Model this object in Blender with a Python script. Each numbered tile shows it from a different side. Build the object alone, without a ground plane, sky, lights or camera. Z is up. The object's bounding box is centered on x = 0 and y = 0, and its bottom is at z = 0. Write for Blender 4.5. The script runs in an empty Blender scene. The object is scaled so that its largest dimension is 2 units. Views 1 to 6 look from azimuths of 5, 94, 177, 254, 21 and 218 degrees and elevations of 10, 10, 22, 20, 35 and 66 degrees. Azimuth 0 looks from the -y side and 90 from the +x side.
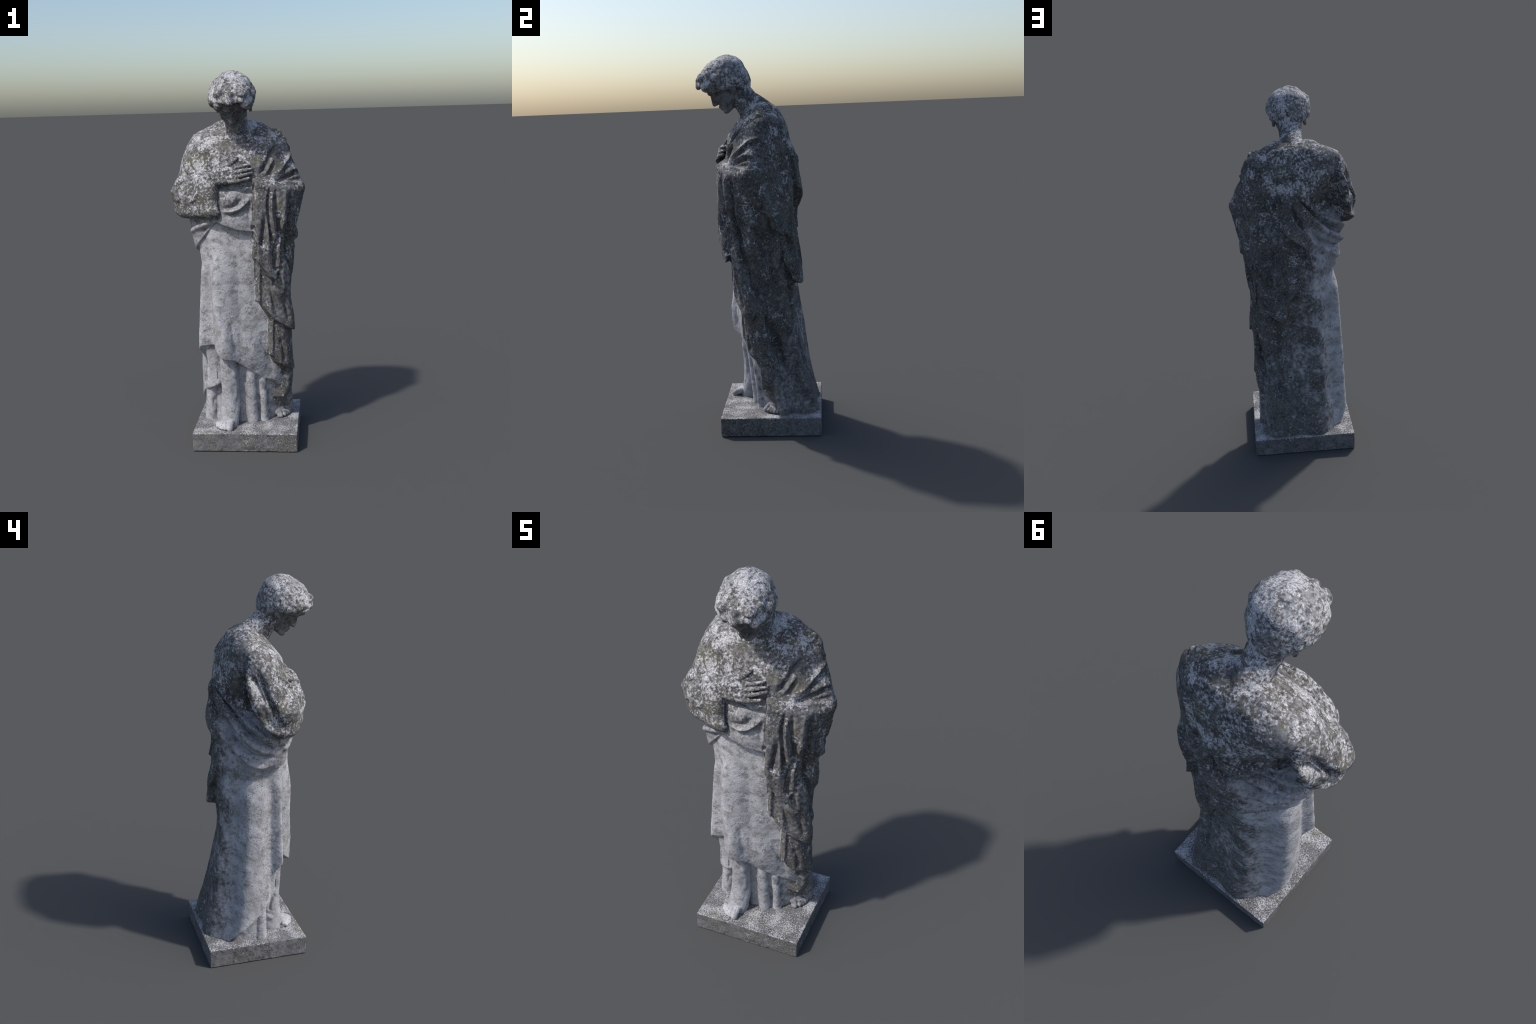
"""Weathered stone statue of a bowed, robed standing figure on a square plinth.

The figure is modelled as solids (lofts, tubes, ellipsoids, cloth panels), fused
into one carved-stone skin, cut with fold strokes like a chisel would, roughened,
and then separated again into its named parts.
"""
import bpy, math, os
import numpy as np
from mathutils import Vector, noise
from mathutils.bvhtree import BVHTree

VOXEL = float(os.environ.get("STATUE_VOXEL", "0.0030"))
RNG = np.random.default_rng(7)
AXIS = np.array([0.0, 0.03])          # vertical axis of the draped body


# --------------------------------------------------------------- small maths
def hermite(xs, ys, x, tight=False):
    """Smooth curve through (xs, ys[, columns]) with limited slopes."""
    xs = np.asarray(xs, float); ys = np.asarray(ys, float)
    flat = ys.ndim == 1
    if flat:
        ys = ys[:, None]
    d = np.diff(ys, axis=0) / np.diff(xs)[:, None]
    m = np.zeros_like(ys)
    m[0], m[-1] = d[0], d[-1]
    h = np.diff(xs)
    w = (h[1:] / (h[1:] + h[:-1]))[:, None]
    m[1:-1] = d[:-1] * w + d[1:] * (1 - w)
    if tight:                                     # no overshoot beside steep flanks
        a, b = d[:-1], d[1:]
        lim = 3*np.minimum(np.abs(a), np.abs(b))
        m[1:-1] = np.where(a*b <= 0, 0.35*m[1:-1], np.clip(m[1:-1], -lim, lim))
    x = np.clip(np.asarray(x, float), xs[0], xs[-1])
    i = np.clip(np.searchsorted(xs, x) - 1, 0, len(xs) - 2)
    t = ((x - xs[i]) / h[i])[:, None]
    hh = h[i][:, None]
    out = ((2*t**3 - 3*t**2 + 1) * ys[i] + (t**3 - 2*t**2 + t) * hh * m[i]
           + (-2*t**3 + 3*t**2) * ys[i+1] + (t**3 - t**2) * hh * m[i+1])
    return out[:, 0] if flat else out


def spline(points, step=0.006):
    """Dense smooth polyline through 3D control points."""
    p = np.asarray(points, float)
    s = np.r_[0, np.cumsum(np.linalg.norm(np.diff(p, axis=0), axis=1))]
    n = max(4, int(s[-1] / step) + 1)
    return hermite(s, p, np.linspace(0, s[-1], n))


def smoothstep(a, b, x):
    t = np.clip((x - a) / (b - a), 0, 1)
    return t * t * (3 - 2 * t)


def periodic(phi_deg, values, q):
    """Periodic smooth curve over degrees."""
    o = np.argsort(phi_deg)
    p = np.asarray(phi_deg, float)[o]; v = np.asarray(values, float)[o]
    return hermite(np.r_[p - 360, p, p + 360], np.r_[v, v, v], q, True)


def polar_profile(points, centre, q):
    d = np.asarray(points, float) - centre
    return periodic(np.degrees(np.arctan2(d[:, 0], -d[:, 1])), np.hypot(d[:, 0], d[:, 1]), q)


# --------------------------------------------------------------- solid maker
SOLIDS = []       # (part name, vertices, faces)


def add_solid(part, verts, faces):
    SOLIDS.append((part, np.asarray(verts, float), [tuple(f) for f in faces]))


def grid_faces(rows, cols, wrap, flip=False, base=0):
    out = []
    for j in range(rows - 1):
        for i in range(cols if wrap else cols - 1):
            a = base + j*cols + i
            b = base + j*cols + (i + 1) % cols
            f = (a, b, b + cols, a + cols)
            out.append(f[::-1] if flip else f)
    return out


def rings_solid(part, rings):
    """Closed loft through a stack of equal rings (k, n, 3)."""
    k, n, _ = rings.shape
    v = np.vstack([rings.reshape(-1, 3), rings[0].mean(0)[None], rings[-1].mean(0)[None]])
    f = grid_faces(k, n, True)
    lo, hi = k*n, k*n + 1
    f += [(lo, (i + 1) % n, i) for i in range(n)]
    f += [(hi, (k-1)*n + i, (k-1)*n + (i + 1) % n) for i in range(n)]
    add_solid(part, v, f)


def ellipsoid(part, centre, radii, frame=np.eye(3), warp=None, n=56):
    th = np.linspace(-math.pi/2, math.pi/2, n // 2 + 1)[1:-1]
    ph = np.linspace(0, 2*math.pi, n, endpoint=False)
    T, P = np.meshgrid(th, ph, indexing="ij")
    loc = np.stack([np.cos(T)*np.cos(P)*radii[0], np.cos(T)*np.sin(P)*radii[1], np.sin(T)*radii[2]], -1)
    if warp is not None:
        loc = warp(loc)
    rings_solid(part, loc @ np.asarray(frame) + np.asarray(centre))


def tube(part, points, radii, squash=1.0, up=(0, 0, 1), n=28, step=0.006):
    """Round-ended limb through points; radii per point; squash thins it along 'up' x tangent."""
    p = np.asarray(points, float); r = np.asarray(radii, float)
    s = np.r_[0, np.cumsum(np.linalg.norm(np.diff(p, axis=0), axis=1))]
    L = s[-1]
    q = np.linspace(0, L, max(6, int(L / step)))
    c = hermite(s, p, q); rr = hermite(s, r, q)
    t0, t1 = c[0] - c[1], c[-1] - c[-2]
    t0 /= np.linalg.norm(t0); t1 /= np.linalg.norm(t1)
    caps = np.radians([80, 60, 40, 20])
    c = np.vstack([[c[0] + t0*rr[0]*math.sin(a) for a in caps], c, [c[-1] + t1*rr[-1]*math.sin(a) for a in caps[::-1]]])
    rr = np.r_[rr[0]*np.cos(caps), rr, rr[-1]*np.cos(caps[::-1])]
    t = np.gradient(c, axis=0); t /= np.linalg.norm(t, axis=1)[:, None]
    side = np.cross(t, np.asarray(up, float)); side /= np.linalg.norm(side, axis=1)[:, None]
    upv = np.cross(side, t)
    a = np.linspace(0, 2*math.pi, n, endpoint=False)
    rings = c[:, None] + rr[:, None, None] * (np.cos(a)[None, :, None]*side[:, None]*squash + np.sin(a)[None, :, None]*upv[:, None])
    rings_solid(part, rings)


def stack_loft(part, levels, centre_of, n=120, dz=0.008):
    """Loft through horizontal sections {z: outline points}; star-shaped about centre."""
    q = np.linspace(-180, 180, n, endpoint=False)
    zs = np.array([l[0] for l in levels])
    cs = np.array([centre_of(z) for z in zs])
    rows = np.array([polar_profile(l[1], c, q) for l, c in zip(levels, cs)])
    z = np.linspace(zs[0], zs[-1], max(4, int((zs[-1] - zs[0]) / dz)))
    R = hermite(zs, rows, z); C = hermite(zs, cs, z)
    a = np.radians(q)
    rings = np.stack([C[:, None, 0] + R*np.sin(a), C[:, None, 1] - R*np.cos(a), np.repeat(z[:, None], n, 1)], -1)
    rings_solid(part, rings)


# --------------------------------------------------------------- draped body
# horizontal outlines of the robed body, front centre first, towards the figure's left
SKIRT = [
 (0.10, [(0,-.06),(.10,-.03),(.16,.03),(.222,.10),(.218,.19),(.196,.283),(.12,.292),(.04,.282),(-.1,.290),(-.175,.210),(-.254,.15),(-.236,.04),(-.19,-.03),(-.10,-.10)]),
 (0.30, [(0,-.085),(.10,-.055),(.17,-.03),(.235,.04),(.218,.10),(.198,.16),(.184,.225),(.11,.243),(.03,.232),(-.095,.245),(-.16,.158),(-.244,.11),(-.232,.0),(-.20,-.07),(-.11,-.12)]),
 (0.50, [(0,-.132),(.08,-.108),(.16,-.068),(.225,-.03),(.234,.05),(.215,.10),(.195,.155),(.170,.182),(.09,.204),(.02,.204),(-.095,.220),(-.155,.155),(-.242,.090),(-.240,.03),(-.208,-.04),(-.234,-.099),(-.160,-.092),(-.142,-.137),(-.10,-.178)]),
 (0.70, [(0,-.134),(.08,-.114),(.16,-.088),(.225,-.05),(.242,.03),(.225,.085),(.200,.128),(.155,.150),(.10,.174),(.01,.174),(-.088,.194),(-.15,.138),(-.234,.075),(-.235,.02),(-.205,-.04),(-.228,-.096),(-.163,-.095),(-.146,-.133),(-.12,-.160)]),
 (0.90, [(0,-.138),(.08,-.122),(.16,-.112),(.222,-.07),(.245,.02),(.235,.075),(.206,.128),(.158,.165),(.09,.187),(.02,.190),(-.06,.188),(-.145,.130),(-.222,.065),(-.226,.01),(-.200,-.04),(-.214,-.094),(-.166,-.103),(-.148,-.138),(-.12,-.163)]),
 (1.05, [(0,-.145),(.075,-.146),(.16,-.122),(.232,-.08),(.258,.01),(.250,.078),(.212,.138),(.155,.152),(.10,.165),(.05,.182),(0,.186),(-.06,.172),(-.145,.102),(-.198,.05),(-.206,-.01),(-.205,-.090),(-.17,-.115),(-.12,-.153)]),
]
TORSO = [
 (1.15, [(0,-.152),(.075,-.156),(.17,-.132),(.250,-.085),(.288,.01),(.272,.082),(.226,.143),(.168,.152),(.11,.150),(.06,.162),(0,.168),(-.06,.155),(-.155,.1),(-.220,.05),(-.240,-.03),(-.226,-.092),(-.18,-.122),(-.12,-.155)]),
 (1.25, [(0,-.166),(.09,-.152),(.18,-.138),(.265,-.085),(.306,.0),(.275,.08),(.22,.13),(.17,.152),(.12,.160),(.06,.166),(0,.165),(-.06,.147),(-.14,.098),(-.212,.048),(-.246,-.03),(-.225,-.095),(-.17,-.138),(-.08,-.162)]),
 (1.35, [(0,-.164),(.09,-.152),(.18,-.142),(.275,-.09),(.328,-.01),(.282,.075),(.20,.13),(.12,.170),(.05,.178),(0,.174),(-.06,.150),(-.125,.095),(-.195,.04),(-.24,-.02),(-.23,-.09),(-.16,-.142),(-.08,-.160)]),
 (1.41, [(0,-.162),(.08,-.150),(.17,-.142),(.28,-.085),(.342,-.02),(.287,.075),(.19,.13),(.12,.172),(.05,.184),(0,.178),(-.06,.156),(-.125,.1),(-.195,.045),(-.245,-.015),(-.23,-.09),(-.16,-.140),(-.08,-.158)]),
 (1.445,[(0,-.160),(.08,-.162),(.17,-.14),(.27,-.075),(.325,-.02),(.275,.08),(.19,.13),(.12,.170),(.05,.184),(0,.183),(-.06,.163),(-.13,.11),(-.2,.055),(-.25,-.01),(-.23,-.085),(-.16,-.134),(-.08,-.156)]),
 (1.50, [(0,-.158),(.08,-.154),(.17,-.13),(.255,-.06),(.304,.005),(.255,.095),(.18,.140),(.11,.172),(.05,.185),(0,.188),(-.06,.174),(-.14,.132),(-.215,.075),(-.258,.0),(-.23,-.078),(-.16,-.128),(-.08,-.152)]),
 (1.56, [(0,-.146),(.08,-.142),(.17,-.115),(.24,-.05),(.276,.02),(.235,.105),(.16,.145),(.10,.168),(0,.178),(-.08,.168),(-.165,.134),(-.24,.075),(-.266,.01),(-.23,-.078),(-.15,-.122),(-.08,-.140)]),
 (1.62, [(0,-.114),(.08,-.106),(.16,-.088),(.225,-.035),(.256,.04),(.216,.11),(.12,.152),(0,.165),(-.1,.155),(-.195,.122),(-.25,.072),(-.262,.015),(-.230,-.062),(-.155,-.102),(-.08,-.113)]),
 (1.665,[(0,-.083),(.07,-.072),(.14,-.050),(.215,-.01),(.240,.042),(.202,.096),(.11,.136),(0,.147),(-.1,.142),(-.2,.116),(-.248,.080),(-.252,.035),(-.218,-.030),(-.145,-.062),(-.07,-.079)]),
 (1.695,[(0,-.062),(.06,-.050),(.115,-.028),(.168,.01),(.186,.043),(.160,.082),(.09,.120),(0,.133),(-.09,.128),(-.165,.110),(-.214,.080),(-.212,.042),(-.175,.005),(-.11,-.035),(-.06,-.055)]),
 (1.72, [(0,-.042),(.055,-.03),(.098,-.006),(.138,.028),(.147,.052),(.125,.084),(.06,.108),(0,.114),(-.06,.112),(-.115,.1),(-.160,.076),(-.155,.045),(-.105,.014),(-.06,-.018),(-.03,-.038)]),
 (1.742,[(0,-.01),(.045,0),(.08,.02),(.108,.042),(.08,.068),(.03,.078),(-.03,.08),(-.075,.072),(-.105,.046),(-.065,.015)]),
]
BODY = SKIRT + TORSO
NPHI = 480
PHI = np.linspace(-180, 180, NPHI, endpoint=False)
BODY_Z = np.array([l[0] for l in BODY])
BODY_R = np.array([polar_profile(l[1], AXIS, PHI) for l in BODY])


def body_radius(phi, z):
    """Radius of the robed body at polar angle phi (deg, 0 = front, 90 = figure's left) and height z."""
    shp = np.broadcast(phi, z).shape
    phi = np.broadcast_to(phi, shp).ravel(); z = np.broadcast_to(z, shp).ravel()
    col = ((phi + 180) % 360) / 360 * NPHI
    i0 = np.floor(col).astype(int) % NPHI; f = col - np.floor(col)
    zi = np.clip(z, BODY_Z[0], BODY_Z[-1])
    uz, inv = np.unique(np.round(zi, 4), return_inverse=True)
    rows = hermite(BODY_Z, BODY_R, uz)
    r = rows[inv, i0]*(1-f) + rows[inv, (i0+1) % NPHI]*f
    return r.reshape(shp)


def polar_xyz(phi, r, z):
    a = np.radians(phi)
    return np.stack([AXIS[0] + r*np.sin(a), AXIS[1] - r*np.cos(a), z + 0*r], -1)


# lower edge of the big wrapped robe, degrees -> height
HEM = [(-180,.09),(-128,.10),(-114,.165),(-94,.235),(-80,.275),(-76,.36),(-73,.42),(-66,.50),(-60,.55),(-47,.555),(-39,.535),(-32,.512),(-26,.497),(-14,.485),
       (-4,.455),(11,.425),(30,.39),(54,.352),(66,.34),(80,.30),(88,.20),(96,.09),(130,.09)]


def build_robe():
    h = [p[0] for p in HEM]; v = [p[1] for p in HEM]
    n = 420
    q = np.linspace(-180, 180, n, endpoint=False)
    zb = np.interp(q, h + [180], v + [v[0]])
    t = np.linspace(0, 1, 260)
    top = BODY_Z[-1]
    z = zb[None] + (top - zb[None]) * t[:, None]
    r = body_radius(q[None], z)
    # hollow underneath, so that the hem hangs clear of the tunic
    lip = zb[None]
    under_r = np.vstack([.45*r[:1], r[:1] - .05, r[:1] - .035])
    under_z = np.vstack([np.full_like(lip, .66), np.maximum(lip + .05, np.where(lip < .2, 0, .60)), lip + .001])
    rings_solid("robe", polar_xyz(q[None], np.vstack([under_r, r]), np.vstack([under_z, z])))


def panel(part, phi, top, bottom, offset, sink=0.03, taper=(3, 3), nz=90, fade=.75, flare=None):
    """Cloth layer lying on the body: phi = (from, to); top/bottom/offset are lists (phi, value)."""
    n = max(12, int((phi[1] - phi[0]) * 1.6))
    q = np.linspace(phi[0], phi[1], n)
    zt = np.interp(q, *zip(*top)); zb = np.interp(q, *zip(*bottom))
    t = np.linspace(0, 1, nz)
    z = zb[None] + (zt - zb)[None] * t[:, None]
    off = np.interp(q, *zip(*offset))
    edge = smoothstep(phi[0] - .01, phi[0] + taper[0], q) * (1 - smoothstep(phi[1] - taper[1], phi[1] + .01, q))
    o = np.broadcast_to(off * edge, z.shape).copy()
    o *= (1 - smoothstep(fade, 1.0, t))[:, None]
    if flare is not None:      # loose lower edge standing away from the body
        o += np.interp(q, *zip(*flare)) * edge * np.exp(-((z - zb[None]) / .10)**2)
    base = body_radius(q[None], z)
    outer = polar_xyz(q[None], base + o + .0005, z)
    inner = polar_xyz(q[None], base - sink, z)
    v = np.vstack([outer.reshape(-1, 3), inner.reshape(-1, 3)])
    m = nz * n
    f = grid_faces(nz, n, False) + grid_faces(nz, n, False, True, m)
    for i in range(n - 1):
        f.append((i + 1, i, m + i, m + i + 1))
        k = (nz - 1) * n
        f.append((k + i, k + i + 1, m + k + i + 1, m + k + i))
    for j in range(nz - 1):
        a = j*n
        f.append((a, a + n, m + a + n, m + a))
        a = j*n + n - 1
        f.append((a + n, a, m + a, m + a + n))
    add_solid(part, v, f)


def build_mantle():
    # sash-like fold round the back, the right hip and the waist
    panel("mantle", (-205, -30),
          top=[(-205,1.50),(-180,1.47),(-150,1.40),(-90,1.36),(-30,1.36)],
          bottom=[(-205,1.315),(-184,1.255),(-172,1.22),(-162,1.18),(-158,1.12),(-156,1.07),(-150,1.05),(-130,1.04),(-118,1.035),(-100,1.032),(-80,1.05),(-62,1.09),(-45,1.17),(-30,1.23)],
          offset=[(-205,.014),(-185,.028),(-158,.030),(-140,.026),(-110,.020),(-80,.016),(-60,.016),(-30,.010)],
          flare=[(-205,.02),(-195,.045),(-180,.045),(-165,.03),(-156,.012),(-140,0),(-30,0)])
    # back of the cloak below the left shoulder
    panel("cloak", (100, 205),
          top=[(100,1.40),(205,1.40)],
          bottom=[(100,.82),(106,.87),(114,1.0),(118,.92),(130,.82),(142,.80),(150,.79),(158,.80),(160,.89),(178,.96),(193,1.06),(205,1.12)],
          offset=[(100,.008),(120,.014),(140,.024),(155,.026),(170,.018),(205,.008)],
          flare=[(100,0),(125,.004),(145,.018),(155,.024),(162,.014),(175,.004),(205,.0)])
    # waist pouch under the hand
    panel("mantle", (-34, 24), top=[(-34,1.42),(24,1.44)],
          bottom=[(-34,1.225),(-26,1.235),(-15,1.215),(0,1.195),(14,1.185),(24,1.185)],
          offset=[(-34,.020),(-20,.034),(0,.036),(24,.024)], fade=.8)


    # lower flap showing under the robe's front corner
    panel("robe", (-86, -50), top=[(-86,.60),(-50,.60)],
          bottom=[(-86,.262),(-76,.28),(-66,.30),(-57,.32),(-53,.345),(-50,.36)],
          offset=[(-86,0),(-74,-.012),(-62,-.040),(-50,-.060)], taper=(1, 1), sink=.07, fade=.97)


def build_cascade():
    # zigzag fall of cloth over the left forearm: four tongues, the uppermost outermost
    panel("cloak", (22, 96), top=[(22,1.47),(40,1.46),(96,1.42)],
          bottom=[(22,1.04),(24,1.03),(31,.99),(38,.945),(44,.925),(48,.96),(96,.80)],
          offset=[(22,.064),(30,.060),(38,.050),(50,.038),(70,.014),(96,.004)], taper=(1.5, 10), fade=.9,
          flare=[(22,.012),(30,.014),(37,.036),(45,.030),(52,.008),(96,0)])
    panel("cloak", (28, 98), top=[(28,1.10),(98,1.10)],
          bottom=[(28,.80),(31,.81),(40,.755),(50,.70),(58,.675),(68,.64),(75,.625),(80,.66),(98,.5)],
          offset=[(28,.036),(35,.022),(43,.044),(55,.040),(64,.046),(76,.038),(86,.012),(98,.0)], taper=(1.5, 6), flare=[(28,.014),(40,.006),(60,.006),(76,.014),(98,0)])
    panel("cloak", (49, 100), top=[(49,.80),(100,.80)],
          bottom=[(49,.50),(54,.488),(60,.45),(70,.42),(82,.39),(90,.385),(93,.42),(100,.3)],
          offset=[(49,.032),(55,.018),(63,.032),(73,.020),(84,.026),(91,.024),(100,.0)], taper=(1.5, 4), flare=[(49,.004),(84,.014),(100,0)])
    panel("cloak", (79, 101), top=[(79,.48),(101,.48)],
          bottom=[(79,.225),(85,.235),(92,.26),(96,.25),(101,.1)],
          offset=[(79,.026),(88,.028),(95,.016),(101,.0)], taper=(1.5, 4), sink=.06)


def build_tunic():
    c = lambda z: (0.0, 0.06)
    stack_loft("tunic", [
        (.09, [(-.02,-.045),(.05,-.035),(.12,-.005),(.2,.08),(.22,.16),(.15,.24),(0,.25),(-.15,.2),(-.21,.1),(-.22,.035),(-.17,.0),(-.11,-.035)]),
        (.30, [(-.02,-.065),(.05,-.06),(.12,-.03),(.2,.04),(.22,.14),(.15,.2),(0,.2),(-.15,.17),(-.205,.08),(-.205,.015),(-.165,.0),(-.11,-.035)]),
        (.60, [(-.02,-.08),(.05,-.08),(.12,-.05),(.18,.0),(.2,.1),(.15,.15),(0,.15),(-.15,.12),(-.19,.05),(-.19,-.03),(-.16,-.08),(-.1,-.1)])], c)
    # cloth over the advanced right leg and the deep vertical folds beside it
    tube("tunic", [(-.08,-.095,.60),(-.078,-.087,.40),(-.08,-.082,.25),(-.087,-.088,.15),(-.095,-.09,.10)], [.05,.048,.048,.053,.06], up=(0, 1, 0))
    tube("tunic", [(-.062,-.09,.55),(-.06,-.078,.35),(-.06,-.078,.22),(-.066,-.10,.14),(-.07,-.11,.10)], [.034,.034,.036,.036,.034], up=(0, 1, 0))
    tube("tunic", [(-.02,-.04,.55),(-.018,-.03,.35),(-.02,-.022,.2),(-.02,-.02,.10)], [.04,.036,.034,.036], up=(0, 1, 0))
    tube("tunic", [(.035,-.07,.55),(.036,-.06,.35),(.038,-.048,.2),(.042,-.04,.10)], [.036,.032,.03,.033], up=(0, 1, 0))
    tube("tunic", [(.095,-.055,.5),(.098,-.036,.3),(.10,-.026,.2),(.102,-.02,.10)], [.024,.022,.022,.026], up=(0, 1, 0))
    tube("tunic", [(-.185,-.02,.5),(-.19,.005,.3),(-.2,.012,.10)], [.03,.03,.034], up=(0, 1, 0))
    tube("tunic", [(.215,.07,.4),(.222,.085,.25),(.228,.11,.10)], [.03,.03,.03], up=(0, 1, 0))


def build_sleeve():
    stack_loft("sleeve", [
        (1.253,[(-.315,-.06),(-.307,-.085),(-.2,-.160),(-.09,-.195),(-.083,-.165),(-.2,-.09),(-.265,-.04)]),
        (1.262,[(-.326,-.058),(-.315,-.092),(-.205,-.170),(-.086,-.202),(-.08,-.165),(-.2,-.08),(-.268,-.03)]),
        (1.33, [(-.338,-.045),(-.340,-.098),(-.285,-.150),(-.225,-.178),(-.098,-.214),(-.085,-.155),(-.2,-.05),(-.275,.01)]),
        (1.395,[(-.343,-.025),(-.350,-.112),(-.30,-.152),(-.232,-.18),(-.108,-.220),(-.09,-.15),(-.19,-.03),(-.29,.045)]),
        (1.44, [(-.332,-.01),(-.322,-.098),(-.228,-.165),(-.115,-.212),(-.1,-.15),(-.18,-.02),(-.285,.06)]),
        (1.475,[(-.323,.0),(-.303,-.08),(-.225,-.140),(-.14,-.180),(-.12,-.15),(-.17,-.02),(-.275,.075)]),
        (1.50, [(-.316,.005),(-.300,-.065),(-.235,-.122),(-.16,-.13),(-.14,-.1),(-.17,-.0),(-.265,.082)]),
        (1.56, [(-.302,.02),(-.290,-.04),(-.24,-.092),(-.17,-.102),(-.15,-.05),(-.17,.03),(-.255,.09)]),
        (1.63, [(-.274,.04),(-.266,-.005),(-.22,-.055),(-.16,-.06),(-.14,-.0),(-.16,.06),(-.235,.092)]),
        (1.68, [(-.244,.06),(-.238,.025),(-.205,-.01),(-.16,.0),(-.14,.03),(-.16,.08),(-.2,.1)]),
    ], lambda z: (-.22, -.09 + .13*smoothstep(1.44, 1.66, z)))


def hollow_cuff():
    """Cut the dark opening of the wide sleeve."""
    part, v, f = SOLIDS.pop()
    ellipsoid("cut", (-.078, -.192, 1.345), (.034, .016, .078))
    _, cv, cf = SOLIDS.pop()
    obs = []
    for n, a, b in (("sleeve_block", v, f), ("cuff_cutter", cv, cf)):
        o = bpy.data.objects.new(n, mesh_from(n, a, b))
        bpy.context.scene.collection.objects.link(o); obs.append(o)
    m = obs[0].modifiers.new("cut", "BOOLEAN")
    m.operation = 'DIFFERENCE'; m.object = obs[1]; m.solver = 'EXACT'
    me = bpy.data.meshes.new_from_object(obs[0].evaluated_get(bpy.context.evaluated_depsgraph_get()))
    add_solid(part, [tuple(x.co) for x in me.vertices], [tuple(p.vertices) for p in me.polygons])
    for o in obs:
        d = o.data; bpy.data.objects.remove(o); bpy.data.meshes.remove(d)
    bpy.data.meshes.remove(me)


def build_hand():
    k = {"index": ((.0,-.188,1.514), (.04,-.182,1.521), (.068,-.162,1.524)),
         "middle": ((.002,-.196,1.490), (.045,-.186,1.500), (.085,-.164,1.505)),
         "ring": ((.001,-.205,1.467), (.045,-.196,1.477), (.085,-.172,1.485)),
         "little": ((.004,-.210,1.445), (.04,-.212,1.453), (.072,-.206,1.461))}
    wrist = np.array((-.115, -.195, 1.462))
    dz = {"index": .018, "middle": .006, "ring": -.006, "little": -.014}
    for n, (name, (a, b, c)) in enumerate(k.items()):
        w = wrist + (0, 0, dz[name])
        tube("hand", [w, (np.array(w) + a)/2 + (0, -.006, 0), a], [.019,.0165,.0125])
        tube("finger#%d" % n, [a, b, c], [.0100,.0088,.0074], step=.004)
    tube("hand", [(-.10,-.193,1.483), (-.068,-.192,1.508), (-.034,-.172,1.526)], [.018,.0165,.013])
    tube("finger#thumb", [(-.034,-.172,1.526), (-.013,-.162,1.545), (.006,-.150,1.561)], [.0125,.0115,.009])
    ellipsoid("hand", (-.035, -.160, 1.512), (.05, .017, .03))
    ellipsoid("hand", (-.085, -.163, 1.495), (.045, .030, .026))
    tube("forearm", [(-.285,-.07,1.415), (-.2,-.148,1.443), (-.09,-.196,1.463)], [.038,.032,.027])


# --------------------------------------------------------------- head
TILT = math.radians(38)
HEAD_O = np.array((-.005, -.152, 1.86))
HEAD_AX = np.array([(1, 0, 0), (0, -math.cos(TILT), -math.sin(TILT)), (0, -math.sin(TILT), math.cos(TILT))])  # x, forward, up


def hp(x, f, h):
    """Head point: x to the figure's left, f forward, h up, in the bowed head's own frame."""
    return HEAD_O + np.array((x, f, h)) @ HEAD_AX


def build_head():
    # face: sections along the head's own height
    lev = [(.07,.074,.100),(.03,.078,.112),(.0,.078,.108),(-.03,.076,.105),(-.06,.070,.103),(-.085,.059,.102),(-.105,.047,.100),(-.12,.036,.097),(-.132,.024,.088)]
    a = np.linspace(0, 2*math.pi, 64, endpoint=False)
    rings = []
    for h, w, f in lev[::-1]:
        c = .02
        x = w * np.sign(np.cos(a)) * np.abs(np.cos(a))**.85
        y = np.where(np.sin(a) > 0, c + (f - c)*np.abs(np.sin(a))**.9, c + .08*np.sin(a))
        rings.append(np.stack([x, y, np.full_like(a, h)], -1))
    rings = np.array(rings)
    hs = rings[:, 0, 2]
    rings = hermite(hs, rings.reshape(len(lev), -1), np.linspace(hs[0], hs[-1], 60)).reshape(60, 64, 3)
    rings_solid("head", rings @ HEAD_AX + HEAD_O)
    F = HEAD_AX
    ellipsoid("head", hp(0, -.01, .01), (.098, .118, .10), F)                       # skull under the hair
    tube("head", [hp(0,.103,-.008), hp(0,.113,-.03), hp(0,.120,-.052)], [.007,.0085,.0115], up=F[1])
    for s in (-1, 1):
        ellipsoid("head", hp(s*.011,.110,-.057), (.009,.011,.008), F)               # nostrils
        tube("head", [hp(s*.012,.107,.004), hp(s*.032,.105,.007), hp(s*.055,.088,.0)], [.006,.007,.006], up=F[1])  # brow
        ellipsoid("head", hp(s*.032,.089,-.017), (.017,.012,.009), F)               # lowered eyelid
        ellipsoid("head", hp(s*.043,.073,-.048), (.02,.02,.022), F)                 # cheek
        tube("head", [hp(s*.022,.094,-.086), hp(s*.008,.107,-.080), hp(0,.108,-.081)], [.004,.006,.006], up=F[1])
        tube("head", [hp(s*.02,.094,-.090), hp(s*.008,.104,-.095), hp(0,.105,-.096)], [.004,.007,.007], up=F[1])
        ellipsoid("ear#%d" % s, hp(s*.082,-.012,-.05), (.012,.02,.031), F)
        ellipsoid("ear#%d" % s, hp(s*.084,-.004,-.075), (.009,.011,.012), F)
    ellipsoid("head", hp(0,.088,-.117), (.024,.021,.017), F)                        # chin


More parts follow.
